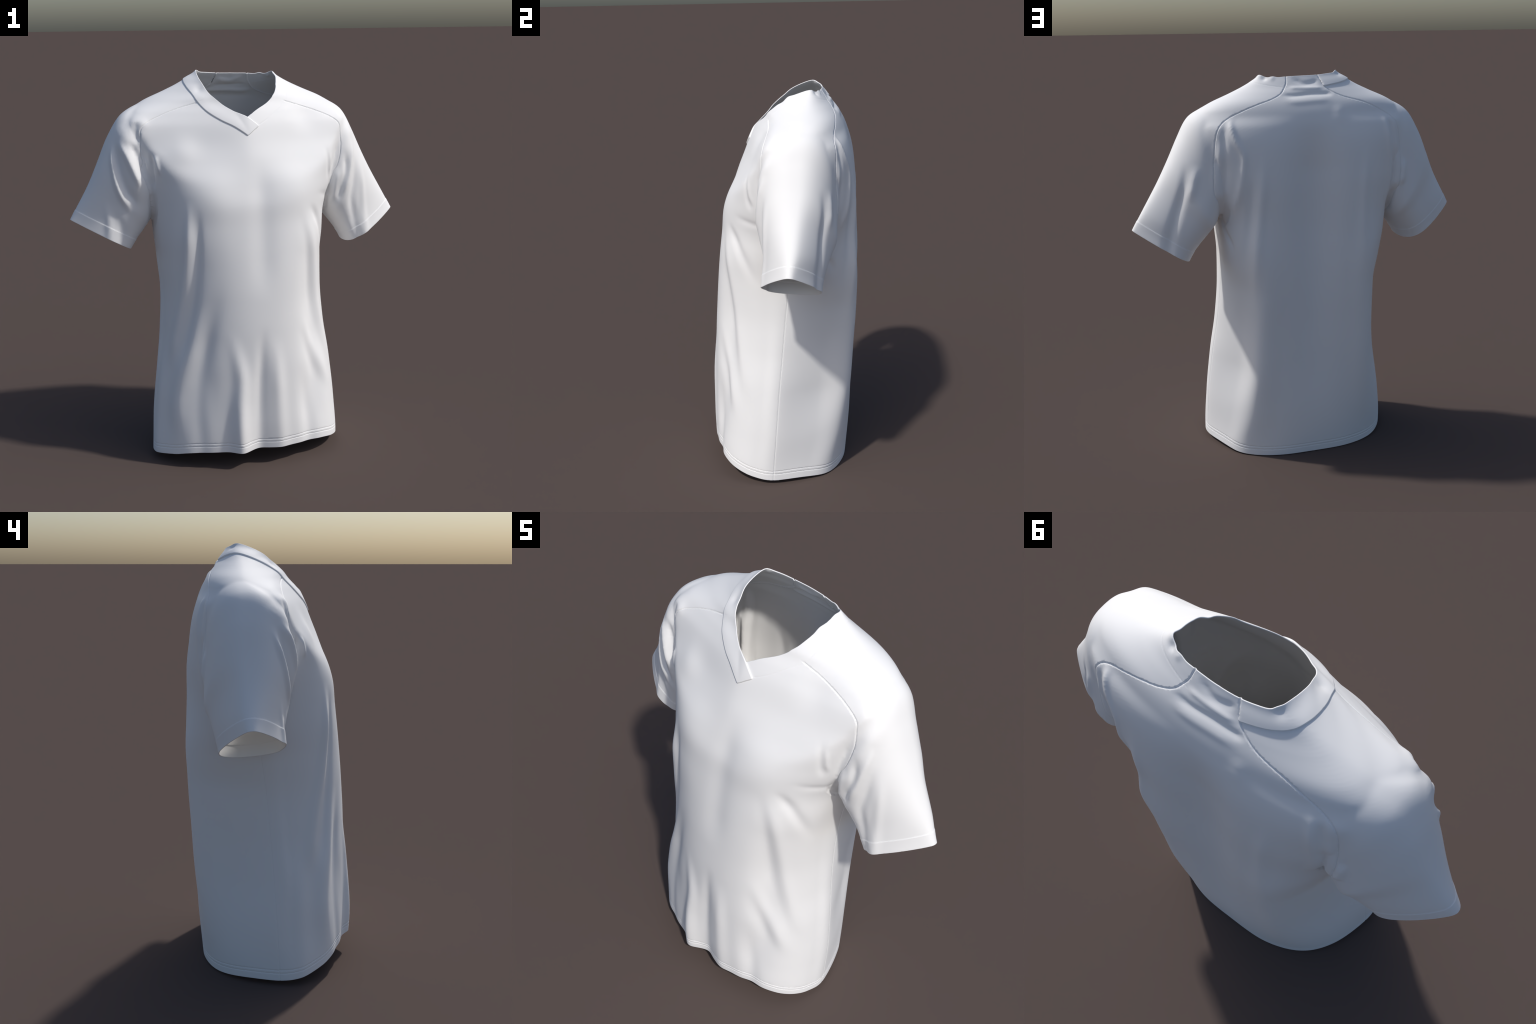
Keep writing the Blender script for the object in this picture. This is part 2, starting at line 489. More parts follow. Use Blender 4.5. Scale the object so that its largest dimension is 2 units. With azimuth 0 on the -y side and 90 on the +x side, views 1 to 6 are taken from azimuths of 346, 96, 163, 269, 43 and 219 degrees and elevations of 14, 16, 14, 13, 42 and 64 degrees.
# armpit creases, front
ARMPIT_FOLDS = [
    ([(-0.480, 0.290, 1.43), (-0.474, 0.262, 1.36), (-0.468, 0.220, 1.295), (-0.466, 0.170, 1.255)], -0.018, (0.014, 0.014), (0.3, 0.3)),
    ([(0.478, 0.290, 1.43), (0.472, 0.262, 1.36), (0.466, 0.220, 1.295), (0.464, 0.170, 1.255)], -0.014, (0.014, 0.014), (0.3, 0.3)),
    ([(-0.480, -0.055, 1.42), (-0.472, -0.020, 1.33), (-0.468, 0.020, 1.275), (-0.466, 0.060, 1.25)], -0.014, (0.014, 0.014), (0.3, 0.3)),
    ([(0.468, -0.035, 1.42), (0.462, -0.015, 1.33), (0.461, 0.020, 1.275), (0.464, 0.060, 1.255)], -0.014, (0.014, 0.014), (0.3, 0.3)),
    ([(0.330, -0.210, 1.395), (0.387, -0.173, 1.381), (0.429, -0.118, 1.366), (0.455, -0.055, 1.350)], -0.003, (0.018, 0.016), (0.6, 0)),
    ([(0.425, -0.130, 1.640), (0.430, -0.130, 1.585), (0.434, -0.131, 1.511), (0.439, -0.115, 1.452), (0.450, -0.095, 1.425)],
     -0.004, (0.016, 0.016), (0.4, 0.3)),
    ([(0.446, -0.122, 1.600), (0.450, -0.116, 1.511), (0.458, -0.097, 1.455)], 0.004, (0.012, 0.012), (0.4, 0.4)),
    ([(-0.500, -0.056, 1.600), (-0.494, -0.058, 1.582), (-0.485, -0.066, 1.554), (-0.476, -0.067, 1.500)], 0.006, (0.008, 0.008), (0.4, 0.4)),
    ([(-0.474, -0.095, 1.625), (-0.470, -0.095, 1.560), (-0.464, -0.085, 1.480), (-0.462, -0.07, 1.42)], -0.012, (0.012, 0.014), (0.3, 0.3)),
    ([(-0.455, -0.112, 1.61), (-0.444, -0.124, 1.554), (-0.433, -0.131, 1.500)], 0.008, (0.010, 0.012), (0.3, 0.4)),
]
# right sleeve
RIGHT_SLEEVE_FOLDS = [
    ([(-0.585, 0.030, 1.76), (-0.575, -0.030, 1.66), (-0.555, -0.060, 1.54), (-0.530, -0.070, 1.42), (-0.515, -0.065, 1.34)], 0.020, (0.045, 0.04), (0.25, 0.3)),
    ([(-0.640, 0.020, 1.66), (-0.644, 0.012, 1.619), (-0.647, -0.016, 1.543), (-0.639, -0.037, 1.465), (-0.621, -0.050, 1.403),
      (-0.595, -0.059, 1.345), (-0.588, -0.058, 1.300)], 0.013, (0.016, 0.016), (0.3, 0.3)),
    ([(-0.622, 0.010, 1.65), (-0.626, 0.000, 1.620), (-0.623, -0.026, 1.544), (-0.608, -0.044, 1.477), (-0.586, -0.056, 1.420),
      (-0.562, -0.061, 1.373), (-0.560, -0.055, 1.31)], -0.011, (0.016, 0.018), (0.3, 0.3)),
    ([(-0.610, 0.005, 1.68), (-0.602, -0.008, 1.648), (-0.579, -0.040, 1.589), (-0.556, -0.057, 1.527), (-0.531, -0.065, 1.464),
      (-0.515, -0.066, 1.425)], 0.013, (0.018, 0.014), (0.3, 0.3)),
    ([(-0.560, -0.022, 1.67), (-0.538, -0.048, 1.600), (-0.518, -0.059, 1.537), (-0.505, -0.064, 1.474)], -0.010, (0.014, 0.012), (0.3, 0.3)),
    ([(-0.705, -0.015, 1.38), (-0.696, -0.025, 1.332), (-0.689, -0.035, 1.275), (-0.685, -0.040, 1.190), (-0.69, -0.04, 1.08)], 0.008, (0.018, 0.030), (0.5, 0)),
    ([(-0.672, -0.029, 1.340), (-0.645, -0.044, 1.290), (-0.620, -0.048, 1.215), (-0.615, -0.045, 1.15), (-0.62, -0.045, 1.05)], -0.006, (0.02, 0.026), (0.5, 0)),
    ([(-0.540, -0.030, 1.775), (-0.535, -0.036, 1.745), (-0.534, -0.042, 1.706), (-0.525, -0.049, 1.650)], -0.008, (0.016, 0.016), (0.3, 0.3)),
    ([(-0.500, -0.048, 1.758)], 0.006, (0.025, 0.025), (0, 0)),
]
# left sleeve
LEFT_SLEEVE_FOLDS = [
    ([(0.580, 0.030, 1.74), (0.570, -0.030, 1.66), (0.550, -0.060, 1.54), (0.530, -0.070, 1.42), (0.515, -0.065, 1.34)], 0.013, (0.04, 0.035), (0.25, 0.3)),
    ([(0.551, -0.050, 1.600), (0.551, -0.056, 1.539), (0.550, -0.063, 1.466), (0.527, -0.064, 1.381), (0.512, -0.051, 1.290)], -0.012, (0.016, 0.016), (0.3, 0.3)),
    ([(0.512, -0.064, 1.500), (0.502, -0.064, 1.440), (0.494, -0.055, 1.364), (0.486, -0.033, 1.300)], 0.008, (0.012, 0.012), (0.3, 0.3)),
    ([(0.600, -0.030, 1.650), (0.590, -0.036, 1.581), (0.580, -0.054, 1.503), (0.562, -0.063, 1.425), (0.530, -0.061, 1.320)], 0.010, (0.016, 0.016), (0.3, 0.3)),
    ([(0.618, -0.036, 1.560), (0.617, -0.044, 1.489), (0.609, -0.054, 1.404), (0.598, -0.058, 1.318), (0.612, -0.050, 1.227), (0.63, -0.04, 1.13), (0.65, -0.04, 1.03)], -0.010, (0.018, 0.026), (0.3, 0)),
    ([(0.655, -0.020, 1.530), (0.660, -0.028, 1.455), (0.666, -0.034, 1.368), (0.672, -0.039, 1.280), (0.680, -0.043, 1.160), (0.70, -0.04, 1.06)], 0.006, (0.018, 0.024), (0.3, 0)),
    ([(0.640, 0.270, 1.60), (0.655, 0.285, 1.48), (0.675, 0.262, 1.36), (0.70, 0.225, 1.22), (0.715, 0.21, 1.13), (0.74, 0.20, 1.02)], -0.010, (0.022, 0.028), (0.3, 0)),
    ([(0.585, 0.305, 1.58), (0.600, 0.302, 1.48), (0.615, 0.285, 1.38)], 0.007, (0.022, 0.022), (0.4, 0.4)),
]
# back, wearer's left
BACK_LEFT_FOLDS = [
    ([(0.455, 0.312, 1.70), (0.466, 0.312, 1.58), (0.466, 0.298, 1.45), (0.458, 0.260, 1.33)], 0.014, (0.030, 0.030), (0.3, 0.3)),
    ([(0.392, 0.285, 1.800), (0.402, 0.306, 1.755), (0.390, 0.335, 1.690), (0.356, 0.358, 1.612), (0.361, 0.359, 1.522), (0.378, 0.349, 1.429),
      (0.396, 0.326, 1.340), (0.40, 0.30, 1.25)], 0.007, (0.014, 0.024), (0.12, 0.3)),
    ([(0.430, 0.295, 1.775), (0.440, 0.317, 1.700), (0.440, 0.319, 1.592), (0.438, 0.310, 1.480), (0.44, 0.28, 1.38)], -0.006, (0.016, 0.020), (0.15, 0.3)),
    ([(0.262, 0.370, 1.65), (0.265, 0.379, 1.571), (0.272, 0.386, 1.461), (0.284, 0.383, 1.329), (0.303, 0.387, 1.163), (0.312, 0.367, 0.952), (0.312, 0.36, 0.7)],
     0.010, (0.025, 0.035), (0.3, 0.5)),
    ([(0.320, 0.365, 1.55), (0.325, 0.370, 1.40), (0.345, 0.360, 1.20), (0.36, 0.32, 1.0)], -0.008, (0.022, 0.03), (0.3, 0.5)),
    ([(0.455, 0.175, 1.265), (0.433, 0.220, 1.223), (0.405, 0.265, 1.170), (0.38, 0.29, 1.10)], -0.010, (0.012, 0.02), (0, 0.5)),
]
# back, wearer's right
BACK_RIGHT_FOLDS = [
    ([(-0.460, 0.312, 1.70), (-0.472, 0.312, 1.58), (-0.472, 0.298, 1.45), (-0.462, 0.260, 1.33)], 0.016, (0.030, 0.030), (0.3, 0.3)),
    ([(-0.385, 0.285, 1.800), (-0.400, 0.310, 1.750), (-0.415, 0.330, 1.640), (-0.425, 0.325, 1.520), (-0.424, 0.313, 1.421), (-0.42, 0.29, 1.30)],
     0.008, (0.016, 0.022), (0.3, 0.3)),
    ([(-0.425, 0.297, 1.770), (-0.445, 0.318, 1.695), (-0.455, 0.312, 1.560), (-0.455, 0.300, 1.450), (-0.45, 0.27, 1.36)], -0.009, (0.014, 0.018), (0.15, 0.3)),
    ([(-0.278, 0.370, 1.65), (-0.278, 0.377, 1.574), (-0.268, 0.386, 1.461), (-0.262, 0.388, 1.324), (-0.258, 0.396, 1.187), (-0.27, 0.385, 0.9)],
     0.008, (0.025, 0.035), (0.3, 0.5)),
    ([(-0.520, 0.300, 1.56), (-0.515, 0.295, 1.48), (-0.505, 0.275, 1.40)], 0.012, (0.016, 0.016), (0.4, 0.3)),
]
# nape
NAPE_FOLDS = [
    ([(-0.193, 0.180, 1.985)], -0.006, (0.020, 0.020), (0, 0)),
    ([(-0.205, 0.010, 1.908)], -0.006, (0.024, 0.024), (0, 0)),
    ([(0.215, 0.165, 1.975)], 0.007, (0.018, 0.018), (0, 0)),
    ([(0.196, 0.190, 1.965)], -0.008, (0.014, 0.014), (0, 0)),
    ([(0.160, 0.204, 1.965)], 0.004, (0.012, 0.012), (0, 0)),
    ([(0.200, 0.035, 1.915)], -0.008, (0.016, 0.016), (0, 0)),
    ([(0.208, 0.070, 1.940)], 0.006, (0.016, 0.016), (0, 0)),
    ([(0.075, 0.224, 1.968), (0.040, 0.236, 1.955), (-0.004, 0.246, 1.941), (-0.079, 0.234, 1.953)], -0.005, (0.014, 0.014), (0.3, 0.2)),
    ([(0.100, 0.253, 1.921), (0.011, 0.260, 1.919), (-0.096, 0.257, 1.918)], 0.004, (0.010, 0.010), (0.2, 0.2)),
    ([(0.140, 0.276, 1.892), (0.075, 0.285, 1.887), (-0.016, 0.282, 1.892), (-0.126, 0.278, 1.892), (-0.14, 0.275, 1.892)], -0.006, (0.013, 0.013), (0.2, 0.15)),
    ([(0.150, 0.296, 1.863), (0.067, 0.305, 1.858), (-0.034, 0.302, 1.862), (-0.140, 0.297, 1.863)], 0.003, (0.016, 0.016), (0.3, 0.3)),
    ([(-0.135, 0.310, 1.845), (-0.149, 0.330, 1.794), (-0.146, 0.354, 1.735)], 0.003, (0.026, 0.034), (0.4, 0.5)),
]
FOLDS = (BELLY_FOLDS
         + RIGHT_SIDE_FOLDS
         + LEFT_SIDE_FOLDS
         + CHEST_FOLDS
         + ARMPIT_FOLDS
         + RIGHT_SLEEVE_FOLDS
         + LEFT_SLEEVE_FOLDS
         + BACK_LEFT_FOLDS
         + BACK_RIGHT_FOLDS
         + NAPE_FOLDS)


def raise_folds(V, F):
    N = vertex_normals(V, F)
    D = np.zeros(len(V))
    tree = tree_of(V)
    for pts, height, width, fade in FOLDS:
        if len(pts) == 1:
            D += height * np.exp(-((V - np.array(pts[0])) ** 2).sum(1) / width[0] ** 2)
            continue
        ln = Line(pts, V, N, tree, reach=max(width) * 2.4 + 0.01)
        f, s = ln.measure(V)
        m = np.isfinite(f)
        u = s[m] / ln.length
        w = width[0] + (width[1] - width[0]) * u
        ends = (smoothstep(0, fade[0], u) if fade[0] else 1) * (smoothstep(1, 1 - fade[1], u) if fade[1] else 1)
        D[m] += height * ends * np.exp(-(f[m] / w) ** 2)
    return V + N * D[:, None]


# ----------------------------------------------------------------------------- seam curves
NECK_RIGHT = [(0.085, -0.163, 1.712), (0.059, -0.155, 1.737), (0.007, -0.137, 1.777),
              (-0.026, -0.123, 1.793), (-0.064, -0.107, 1.812), (-0.110, -0.084, 1.845),
              (-0.154, -0.050, 1.884), (-0.181, -0.012, 1.920), (-0.196, 0.044, 1.957),
              (-0.198, 0.100, 1.980), (-0.195, 0.149, 1.997), (-0.187, 0.180, 1.999),
              (-0.165, 0.195, 1.988), (-0.130, 0.205, 1.984), (-0.075, 0.216, 1.980),
              (0.0, 0.218, 1.977), (0.04, 0.214, 1.984)]
NECK_LEFT = [(-0.04, 0.214, 1.987), (0.0, 0.218, 1.977), (0.090, 0.216, 1.975),
             (0.130, 0.208, 1.970), (0.155, 0.202, 1.975), (0.180, 0.192, 1.970),
             (0.217, 0.166, 1.985), (0.215, 0.139, 1.979), (0.213, 0.108, 1.963), (0.209, 0.086, 1.952),
             (0.204, 0.062, 1.944), (0.199, 0.040, 1.925), (0.189, 0.010, 1.902), (0.178, -0.020, 1.884),
             (0.164, -0.041, 1.871), (0.155, -0.051, 1.860), (0.124, -0.076, 1.839),
             (0.068, -0.107, 1.812), (0.036, -0.123, 1.793), (0.007, -0.137, 1.777),
             (-0.030, -0.148, 1.752)]
COLLAR_RIGHT = [(0.010, -0.178, 1.686), (0.002, -0.172, 1.696), (-0.059, -0.150, 1.739), (-0.120, -0.126, 1.771),
                (-0.182, -0.081, 1.811), (-0.217, -0.030, 1.851), (-0.238, 0.020, 1.889),
                (-0.254, 0.075, 1.921), (-0.258, 0.142, 1.951), (-0.235, 0.196, 1.954),
                (-0.180, 0.230, 1.944), (-0.097, 0.247, 1.928), (-0.070, 0.252, 1.922)]
TONGUE_END = [(0.069, -0.151, 1.744), (0.059, -0.155, 1.737), (0.002, -0.172, 1.696), (-0.008, -0.176, 1.690)]
COLLAR_LEFT = [(0.045, -0.158, 1.727), (0.062, -0.154, 1.740), (0.120, -0.126, 1.771),
               (0.182, -0.078, 1.811), (0.226, -0.027, 1.838), (0.244, 0.020, 1.880),
               (0.258, 0.075, 1.915), (0.262, 0.142, 1.945), (0.240, 0.196, 1.948),
               (0.190, 0.230, 1.940), (0.112, 0.248, 1.922), (0.085, 0.252, 1.915)]
# raglan seams: from the neck down the back, under the arm and up the front to the collar
RAGLAN_RIGHT = [(-0.066, 0.205, 2.000), (-0.075, 0.216, 1.980), (-0.085, 0.230, 1.952),
                (-0.097, 0.247, 1.928), (-0.125, 0.261, 1.901), (-0.170, 0.275, 1.879),
                (-0.218, 0.285, 1.868), (-0.283, 0.289, 1.852), (-0.347, 0.288, 1.826),
                (-0.402, 0.284, 1.797), (-0.449, 0.288, 1.769), (-0.480, 0.299, 1.740),
                (-0.497, 0.306, 1.690), (-0.502, 0.309, 1.600), (-0.497, 0.300, 1.480),
                (-0.486, 0.265, 1.355), (-0.474, 0.200, 1.275), (-0.466, 0.110, 1.240),
                (-0.468, 0.030, 1.280), (-0.480, -0.040, 1.380), (-0.500, -0.080, 1.480),
                (-0.513, -0.088, 1.559), (-0.520, -0.081, 1.608), (-0.524, -0.074, 1.659),
                (-0.524, -0.069, 1.705), (-0.512, -0.060, 1.735), (-0.470, -0.036, 1.760),
                (-0.426, -0.027, 1.778), (-0.376, -0.019, 1.794), (-0.293, -0.019, 1.820),
                (-0.216, -0.034, 1.848), (-0.195, -0.036, 1.858)]
RAGLAN_LEFT = [(0.084, 0.205, 1.995), (0.091, 0.216, 1.973), (0.099, 0.239, 1.946),
               (0.113, 0.250, 1.920), (0.138, 0.268, 1.893), (0.188, 0.285, 1.873),
               (0.258, 0.291, 1.851), (0.330, 0.289, 1.824), (0.397, 0.284, 1.794),
               (0.440, 0.290, 1.770), (0.468, 0.300, 1.735), (0.486, 0.306, 1.680),
               (0.494, 0.308, 1.600), (0.492, 0.298, 1.480), (0.484, 0.262, 1.355),
               (0.472, 0.200, 1.275), (0.462, 0.110, 1.235), (0.462, 0.050, 1.270),
               (0.463, -0.010, 1.390), (0.481, -0.037, 1.448), (0.502, -0.062, 1.497),
               (0.517, -0.070, 1.554), (0.525, -0.068, 1.610), (0.531, -0.063, 1.666),
               (0.528, -0.060, 1.714), (0.504, -0.048, 1.741), (0.460, -0.038, 1.764),
               (0.409, -0.031, 1.784), (0.325, -0.021, 1.808), (0.227, -0.027, 1.837),
               (0.205, -0.028, 1.845)]
SIDE_LEFT = [(0.52, -0.022, -0.05), (0.512, -0.020, 0.0), (0.498, -0.015, 0.086), (0.478, -0.002, 0.292), (0.456, 0.013, 0.500),
             (0.437, 0.034, 0.706), (0.432, 0.053, 0.910), (0.445, 0.075, 1.100), (0.455, 0.096, 1.205),
             (0.470, 0.104, 1.236)]
SIDE_RIGHT = [(-0.52, -0.036, -0.05), (-0.512, -0.034, 0.0), (-0.498, -0.028, 0.086), (-0.478, -0.018, 0.292), (-0.456, -0.003, 0.500),
              (-0.437, 0.015, 0.706), (-0.432, 0.036, 0.910), (-0.445, 0.065, 1.100), (-0.455, 0.091, 1.205),
              (-0.470, 0.100, 1.236)]


def hem_height(V):
    """z of the bottom edge: lowest at the back, higher across the belly."""
    y = V[:, 1]
    return 0.002 + 0.019 * smoothstep(0.33, 0.08, y) + pchip([-0.42, -0.36, -0.30, -0.24, -0.07, 0.0, 0.1], [0.075, 0.073, 0.064, 0.043, 0.005, 0.0, 0.0], y)


# open end of each sleeve: a point on its top edge and the direction the arm leaves by
CUFF = {1: ((0.874, 0.085, 1.235), (0.505, -0.05, -0.862)), -1: ((0.877, 0.108, 1.270), (0.485, -0.10, -0.868))}


def cuff_distance(V, side):
    """Distance up the sleeve from its open end."""
    P = V * [side, 1, 1]
    c, d = (np.array(q) for q in CUFF[side])
    f = (c - P) @ (d / np.linalg.norm(d))
    m = c + [-0.145, 0.0, -0.075]
    return np.where(((P - m) ** 2).sum(1) < 0.235 ** 2, f, np.inf)


def rounded_shell(name, V, N, F, rim_edges, material, parent, thick):
    """Panel with cloth thickness; rim_edges (directed, as in F) get a rolled edge."""
    used = np.unique(F)
    back = np.full(len(V), -1)
    back[used] = np.arange(len(used))
    P, M, f = V[used], N[used], back[F]
    thick = thick[used][:, None]
    n = len(used)
    Vs, Ns, Fs = [P, P - M * thick], [M, -M], [f, f[:, ::-1] + n]
    if len(rim_edges):
        e = back[rim_edges]
        # outward direction at each rim vertex
        T = P[e[:, 1]] - P[e[:, 0]]
        out = np.cross(T, M[e[:, 0]])
        O = np.zeros_like(P)
        for c in range(3):
            O[:, c] = np.bincount(e[:, 0], out[:, c], n) + np.bincount(e[:, 1], out[:, c], n)
        for _ in range(8):                                  # even out short, ragged edges
            S = O.copy()
            for c in range(3):
                S[:, c] += 0.5 * (np.bincount(e[:, 0], O[e[:, 1], c], n) + np.bincount(e[:, 1], O[e[:, 0], c], n))
            O = S / 2
        rv = np.unique(e)
        O = O[rv]
        O -= (O * M[rv]).sum(1)[:, None] * M[rv]
        O /= np.maximum(np.linalg.norm(O, axis=1), 1e-9)[:, None]
        rb = np.full(n, -1)
        rb[rv] = np.arange(len(rv))
        steps = 5
        base = 2 * n
        for k in range(steps):
            ph = math.pi * k / (steps - 1)
            nn = math.cos(ph) * M[rv] + math.sin(ph) * O
            Vs.append(P[rv] - M[rv] * thick[rv] / 2 + nn * thick[rv] / 2)
            Ns.append(nn)
        r0, r1 = rb[e[:, 0]], rb[e[:, 1]]
        m = len(rv)
        for k in range(steps - 1):
            a, b = base + k * m, base + (k + 1) * m
            Fs += [np.stack([r1 + a, r0 + a, r0 + b], 1), np.stack([r1 + a, r0 + b, r1 + b], 1)]
    Vs, Ns, Fs = np.vstack(Vs), np.vstack(Ns), np.vstack(Fs)
    me = bpy.data.meshes.new(name)
    me.vertices.add(len(Vs))
    me.vertices.foreach_set('co', Vs.astype(np.float32).ravel())
    me.loops.add(len(Fs) * 3)
    me.loops.foreach_set('vertex_index', Fs.astype(np.int32).ravel())
    me.polygons.add(len(Fs))
    me.polygons.foreach_set('loop_start', np.arange(0, len(Fs) * 3, 3, dtype=np.int32))
    me.update(calc_edges=True)
    me.polygons.foreach_set('use_smooth', np.ones(len(Fs), bool))
    me.normals_split_custom_set_from_vertices(Ns.tolist())
    me.materials.append(material)
    ob = bpy.data.objects.new(name, me)
    bpy.context.scene.collection.objects.link(ob)
    ob.parent = parent
    return ob


def boundary_edges(F, nV):
    """Directed edges with only one face."""
    E = np.vstack([F[:, [0, 1]], F[:, [1, 2]], F[:, [2, 0]]])
    k = np.minimum(E[:, 0], E[:, 1]) * nV + np.maximum(E[:, 0], E[:, 1])
    u, first, cnt = np.unique(k, return_index=True, return_counts=True)
    return E[first[cnt == 1]]


# ----------------------------------------------------------------------------- material
def cloth_material():
    mat = bpy.data.materials.new('white_jersey_cloth')
    mat.use_nodes = True
    nt = mat.node_tree
    nt.nodes.clear()
    out = nt.nodes.new('ShaderNodeOutputMaterial')
    bs = nt.nodes.new('ShaderNodeBsdfPrincipled')
    nt.links.new(bs.outputs[0], out.inputs[0])
    tc = nt.nodes.new('ShaderNodeTexCoord')
    noise = nt.nodes.new('ShaderNodeTexNoise')
    noise.inputs['Scale'].default_value = 3.0
    noise.inputs['Detail'].default_value = 2.0
    nt.links.new(tc.outputs['Object'], noise.inputs['Vector'])
    ramp = nt.nodes.new('ShaderNodeValToRGB')
    ramp.color_ramp.elements[0].position = 0.3
    ramp.color_ramp.elements[1].position = 0.7
    ramp.color_ramp.elements[0].color = (0.94, 0.94, 0.94, 1)
    ramp.color_ramp.elements[1].color = (0.96, 0.96, 0.96, 1)
    nt.links.new(noise.outputs['Fac'], ramp.inputs['Fac'])
    nt.links.new(ramp.outputs['Color'], bs.inputs['Base Color'])
    bs.inputs['Roughness'].default_value = 0.6
    bs.inputs['Specular IOR Level'].default_value = 0.3
    return mat


# ----------------------------------------------------------------------------- assembly
def build():
    V, F = fused_surface()
    V = relax(V, F, 6)
    x, y, z = V.T
    # the arm runs on from the shoulder without a step, the armpit stays soft
    w = np.exp(-((np.abs(x) - 0.52) / 0.10) ** 2) * smoothstep(1.3, 1.45, z)
    V = relax(V, F, 25, w)
    w = smoothstep(0.36, 0.44, np.abs(x)) * smoothstep(0.72, 0.64, np.abs(x)) * smoothstep(1.58, 1.72, z)
    V = fill_hollows(V, F, w, 150)
    V = relax(V, F, 10)
    V = raise_folds(V, F)
    V = relax(V, F, 2)
    N = vertex_normals(V, F)

    marks = {}                                     # name -> bool mask of vertices on that line
    names = []

    def split(f, name=None):
        nonlocal V, F
        extra = [marks[k] for k in names]
        lock = np.any(extra, axis=0) if extra else np.zeros(len(V), bool)
        V, F, extra, on = cut(V, F, f, extra, lock)
        for k, m in zip(names, extra):
            marks[k] = m
        if name:
            names.append(name)
            marks[name] = on

    def drop(test):
        """Remove the trimmed-off piece whose faces satisfy the test."""
        nonlocal V, F
        lab = components(F, len(V), barrier())
        c = V[F].mean(1)
        F = F[~np.isin(lab, np.unique(lab[test(c)]))]
        used = np.unique(F)
        new = np.full(len(V), -1)
        new[used] = np.arange(len(used))
        V, F = V[used], new[F]
        for k in names:
            marks[k] = marks[k][used]

    def barrier(skip=()):
        E = unique_edges(F)
        m = np.zeros(len(E), bool)
        for k in names:
            if k not in skip and not k.startswith('crease'):
                m |= marks[k][E[:, 0]] & marks[k][E[:, 1]]
        E = E[m]
        return E[:, 0] * len(V) + E[:, 1]

    # trims: hem, sleeve ends, neck
    split(V[:, 2] - hem_height(V), 'edge_hem')
    drop(lambda c: c[:, 2] < -0.04)
    for side in (1, -1):
        split(cuff_distance(V, side), 'edge_cuff%d' % side)
        drop(lambda c: np.where(np.isfinite(cuff_distance(c, side)), cuff_distance(c, side), 1) < -0.02)
    lines = {}
    tree, V0, N = tree_of(V), V, vertex_normals(V, F)
    for name, pts in (('edge_neck_right', NECK_RIGHT), ('edge_neck_left', NECK_LEFT)):
        lines[name] = Line(pts, V0, N, tree)
        split(lines[name].measure(V, 0.02)[0], name)
    drop(lambda c: c[:, 2] > 2.03)
    # seams
    seams = {'collar_right': COLLAR_RIGHT, 'tongue': TONGUE_END, 'collar_left': COLLAR_LEFT,
             'raglan_right': RAGLAN_RIGHT, 'raglan_left': RAGLAN_LEFT,
             'side_left': SIDE_LEFT, 'side_right': SIDE_RIGHT}
    tree, V0, N = tree_of(V), V, vertex_normals(V, F)
    for name, pts in seams.items():
        lines[name] = Line(pts, V0, N, tree)
        split(lines[name].measure(V, 0.02)[0], name)
    for name in ('collar_left', 'raglan_right', 'raglan_left', 'side_left', 'side_right'):
        for off in (-0.004, 0.004):
            split(lines[name].measure(V, 0.02)[0] + off, 'crease_' + name)
    hem_lines = (0.033, 0.049)
    for h in hem_lines:
        for off in (0, -0.003, 0.003):
            split(V[:, 2] - hem_height(V) - h - off, ('hem%g' if off == 0 else 'crease_hem%g') % h)
    for side in (1, -1):
        for off in (-0.004, 0, 0.004):
            split(cuff_distance(V, side) - 0.052 - off, ('cuff%d' if off == 0 else 'crease_cuff%d') % side)

    # press the seams in
    N = vertex_normals(V, F)
    D = np.zeros(len(V))
    groove = lambda f, w: np.clip(1 - np.abs(np.where(np.isfinite(f), f, 9)) / w, 0, 1)
    for name, depth in (('collar_left', 0.0008), ('raglan_right', 0.0040), ('raglan_left', 0.0040),
                        ('side_left', 0.0016), ('side_right', 0.0016)):
        f, s = lines[name].measure(V, 0.02)
        L = lines[name].length
        D -= depth * groove(f, 0.004) * smoothstep(0, 0.02, s) * smoothstep(L, L - 0.03, s)
    away = np.ones(len(V))                          # no grooves across the laid-on collar
    for name in ('collar_right', 'tongue', 'edge_neck_right'):
        f = lines[name].measure(V, 0.03)[0]
        near = smoothstep(0.003, 0.012, np.abs(np.where(np.isfinite(f), f, 1)))
        if name == 'edge_neck_right':               # the back seam does run into the neck edge
            near = np.where(V[:, 1] > 0.19, 1, near)
        away = np.minimum(away, near)
    D *= away
    for h in hem_lines:
        D -= 0.0022 * groove(V[:, 2] - hem_height(V) - h, 0.003)
    for side in (1, -1):
        f = cuff_distance(V, side)
        D += np.where(np.isfinite(f), 0.0016 * smoothstep(0.0565, 0.052, f), 0)
    V = V + N * D[:, None]
    N = vertex_normals(V, F)

    # sort the faces into panels
    skip = ('hem%g' % hem_lines[0],)
    lab = components(F, len(V), barrier(skip))
    C = V[F].mean(1)
    part = np.full(len(F), -1)
    seeds = {
        'front_panel': [(0, -0.31, 1.2)], 'back_panel': [(0, 0.41, 1.2)],
        'sleeve': [(0.72, 0.14, 1.55)], 'sleeve.001': [(-0.72, 0.14, 1.55)],
        'cuff': [(0.84, 0.1, 1.25)], 'cuff.001': [(-0.84, 0.1, 1.25)],
        'collar': [(-0.22, 0.08, 1.95)], 'collar.001': [(0.22, 0.08, 1.95)],
        'hem': [(0, -0.37, 0.08), (0, 0.345, 0.02)],
    }
    for i, (k, pts) in enumerate(seeds.items()):
        for p in pts:
            part[lab == lab[((C - p) ** 2).sum(1).argmin()]] = i
    torso = (part == 0) | (part == 1)              # front and back meet at the side seams
    seam_y = np.zeros(len(F))
    for name, m in (('side_left', C[:, 0] > 0), ('side_right', C[:, 0] <= 0)):
        seam_y[m] = np.interp(C[m, 2], lines[name].C[:, 2], lines[name].C[:, 1])
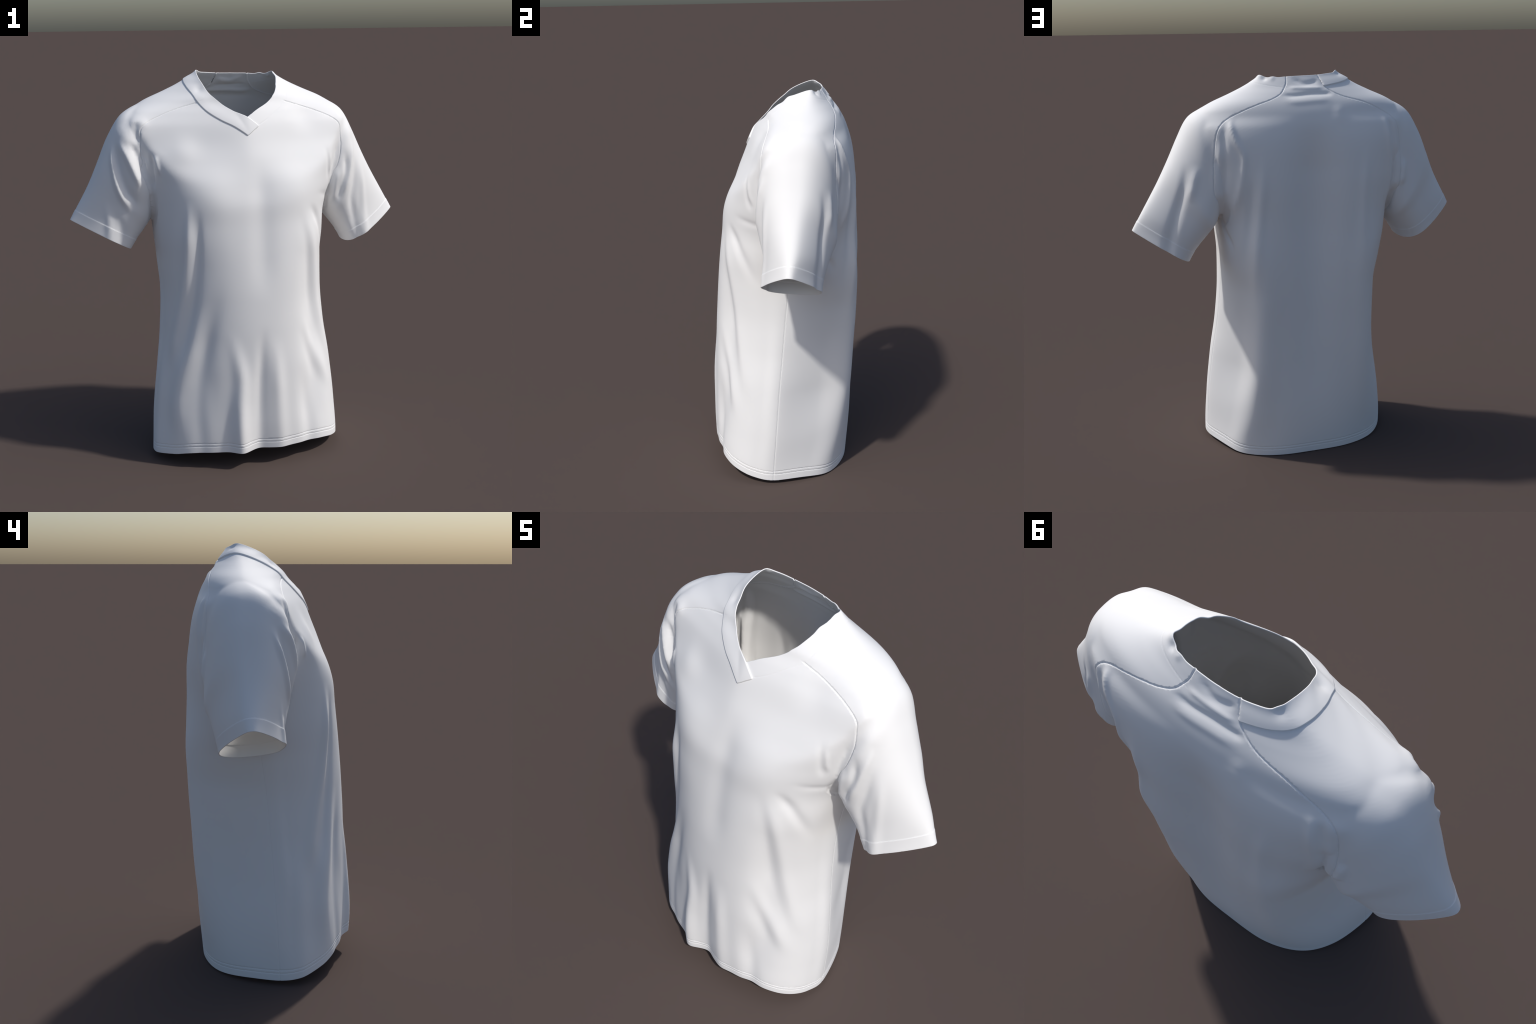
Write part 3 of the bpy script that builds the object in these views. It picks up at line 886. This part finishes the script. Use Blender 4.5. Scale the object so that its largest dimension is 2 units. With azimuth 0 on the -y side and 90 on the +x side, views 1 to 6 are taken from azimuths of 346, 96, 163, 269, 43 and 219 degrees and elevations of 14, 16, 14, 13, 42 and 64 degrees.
    part[torso] = (C[torso, 1] > seam_y[torso]).astype(int)
    # no loose corners along the cut edges of the upper collar: they go to the cloth beside it
    band = list(seeds).index('collar')
    key = lambda f, a, b: np.minimum(f[:, a], f[:, b]) * len(V) + np.maximum(f[:, a], f[:, b])
    for _ in range(4):
        ids = np.where(part == band)[0]
        be = boundary_edges(F[ids], len(V))
        bk = key(be, 0, 1)
        n = sum(np.isin(key(F[ids], a, b), bk).astype(int) for a, b in ((0, 1), (1, 2), (2, 0)))
        part[ids[n >= 2]] = -1
    while (part < 0).any():                        # slivers join their neighbour
        E = np.sort(np.vstack([F[:, [0, 1]], F[:, [1, 2]], F[:, [2, 0]]]), axis=1)
        k = E[:, 0] * len(V) + E[:, 1]
        fid = np.tile(np.arange(len(F)), 3)
        o = np.argsort(k, kind='stable')
        k, fid = k[o], fid[o]
        same = np.where(k[1:] == k[:-1])[0]
        p, q = fid[same], fid[same + 1]
        before = (part < 0).sum()
        for a, b in ((p, q), (q, p)):
            m = (part[a] < 0) & (part[b] >= 0) & (part[b] != band)
            part[a[m]] = part[b[m]]
        if (part < 0).sum() == before:
            part[part < 0] = 0

    root = bpy.data.objects.new('jersey_shirt', None)
    bpy.context.scene.collection.objects.link(root)
    root['label'] = 'plain white short-sleeved V-neck jersey with crossed collar'
    root['category'] = 'shirt'
    mat = cloth_material()
    index = {k: i for i, k in enumerate(seeds)}
    whole = boundary_edges(F, len(V))
    open_edge = set((whole[:, 0] * len(V) + whole[:, 1]).tolist())
    made = {}
    for k, i in index.items():
        Fi = F[part == i]
        Vi, Ni, thick = V, N, np.full(len(V), CLOTH)
        if k == 'collar':                          # laid over the other collar end, standing proud
            Vi = V.copy()
            f = np.abs(lines['collar_right'].measure(V, 0.09)[0])
            lift = 0.0055 * smoothstep(0.075, 0.005, np.where(np.isfinite(f), f, 1))
            lift = np.maximum(lift, 0.0060 * smoothstep(-0.06, 0.02, V[:, 0]) * smoothstep(0.1, -0.1, V[:, 1]))
            Vi = V + N * lift[:, None]
            thick = CLOTH + lift
            Ni = vertex_normals(Vi, Fi)
        be = boundary_edges(Fi, len(V))
        if k != 'collar':
            key = be[:, 0] * len(V) + be[:, 1]
            be = be[np.array([q in open_edge for q in key.tolist()], bool)] if len(be) else be
        parent = root
        if k.startswith('cuff'):
            parent = made['sleeve' + k[4:]]
        made[k] = rounded_shell(k, Vi, Ni, Fi, be, mat, parent, thick)
    return root


build()
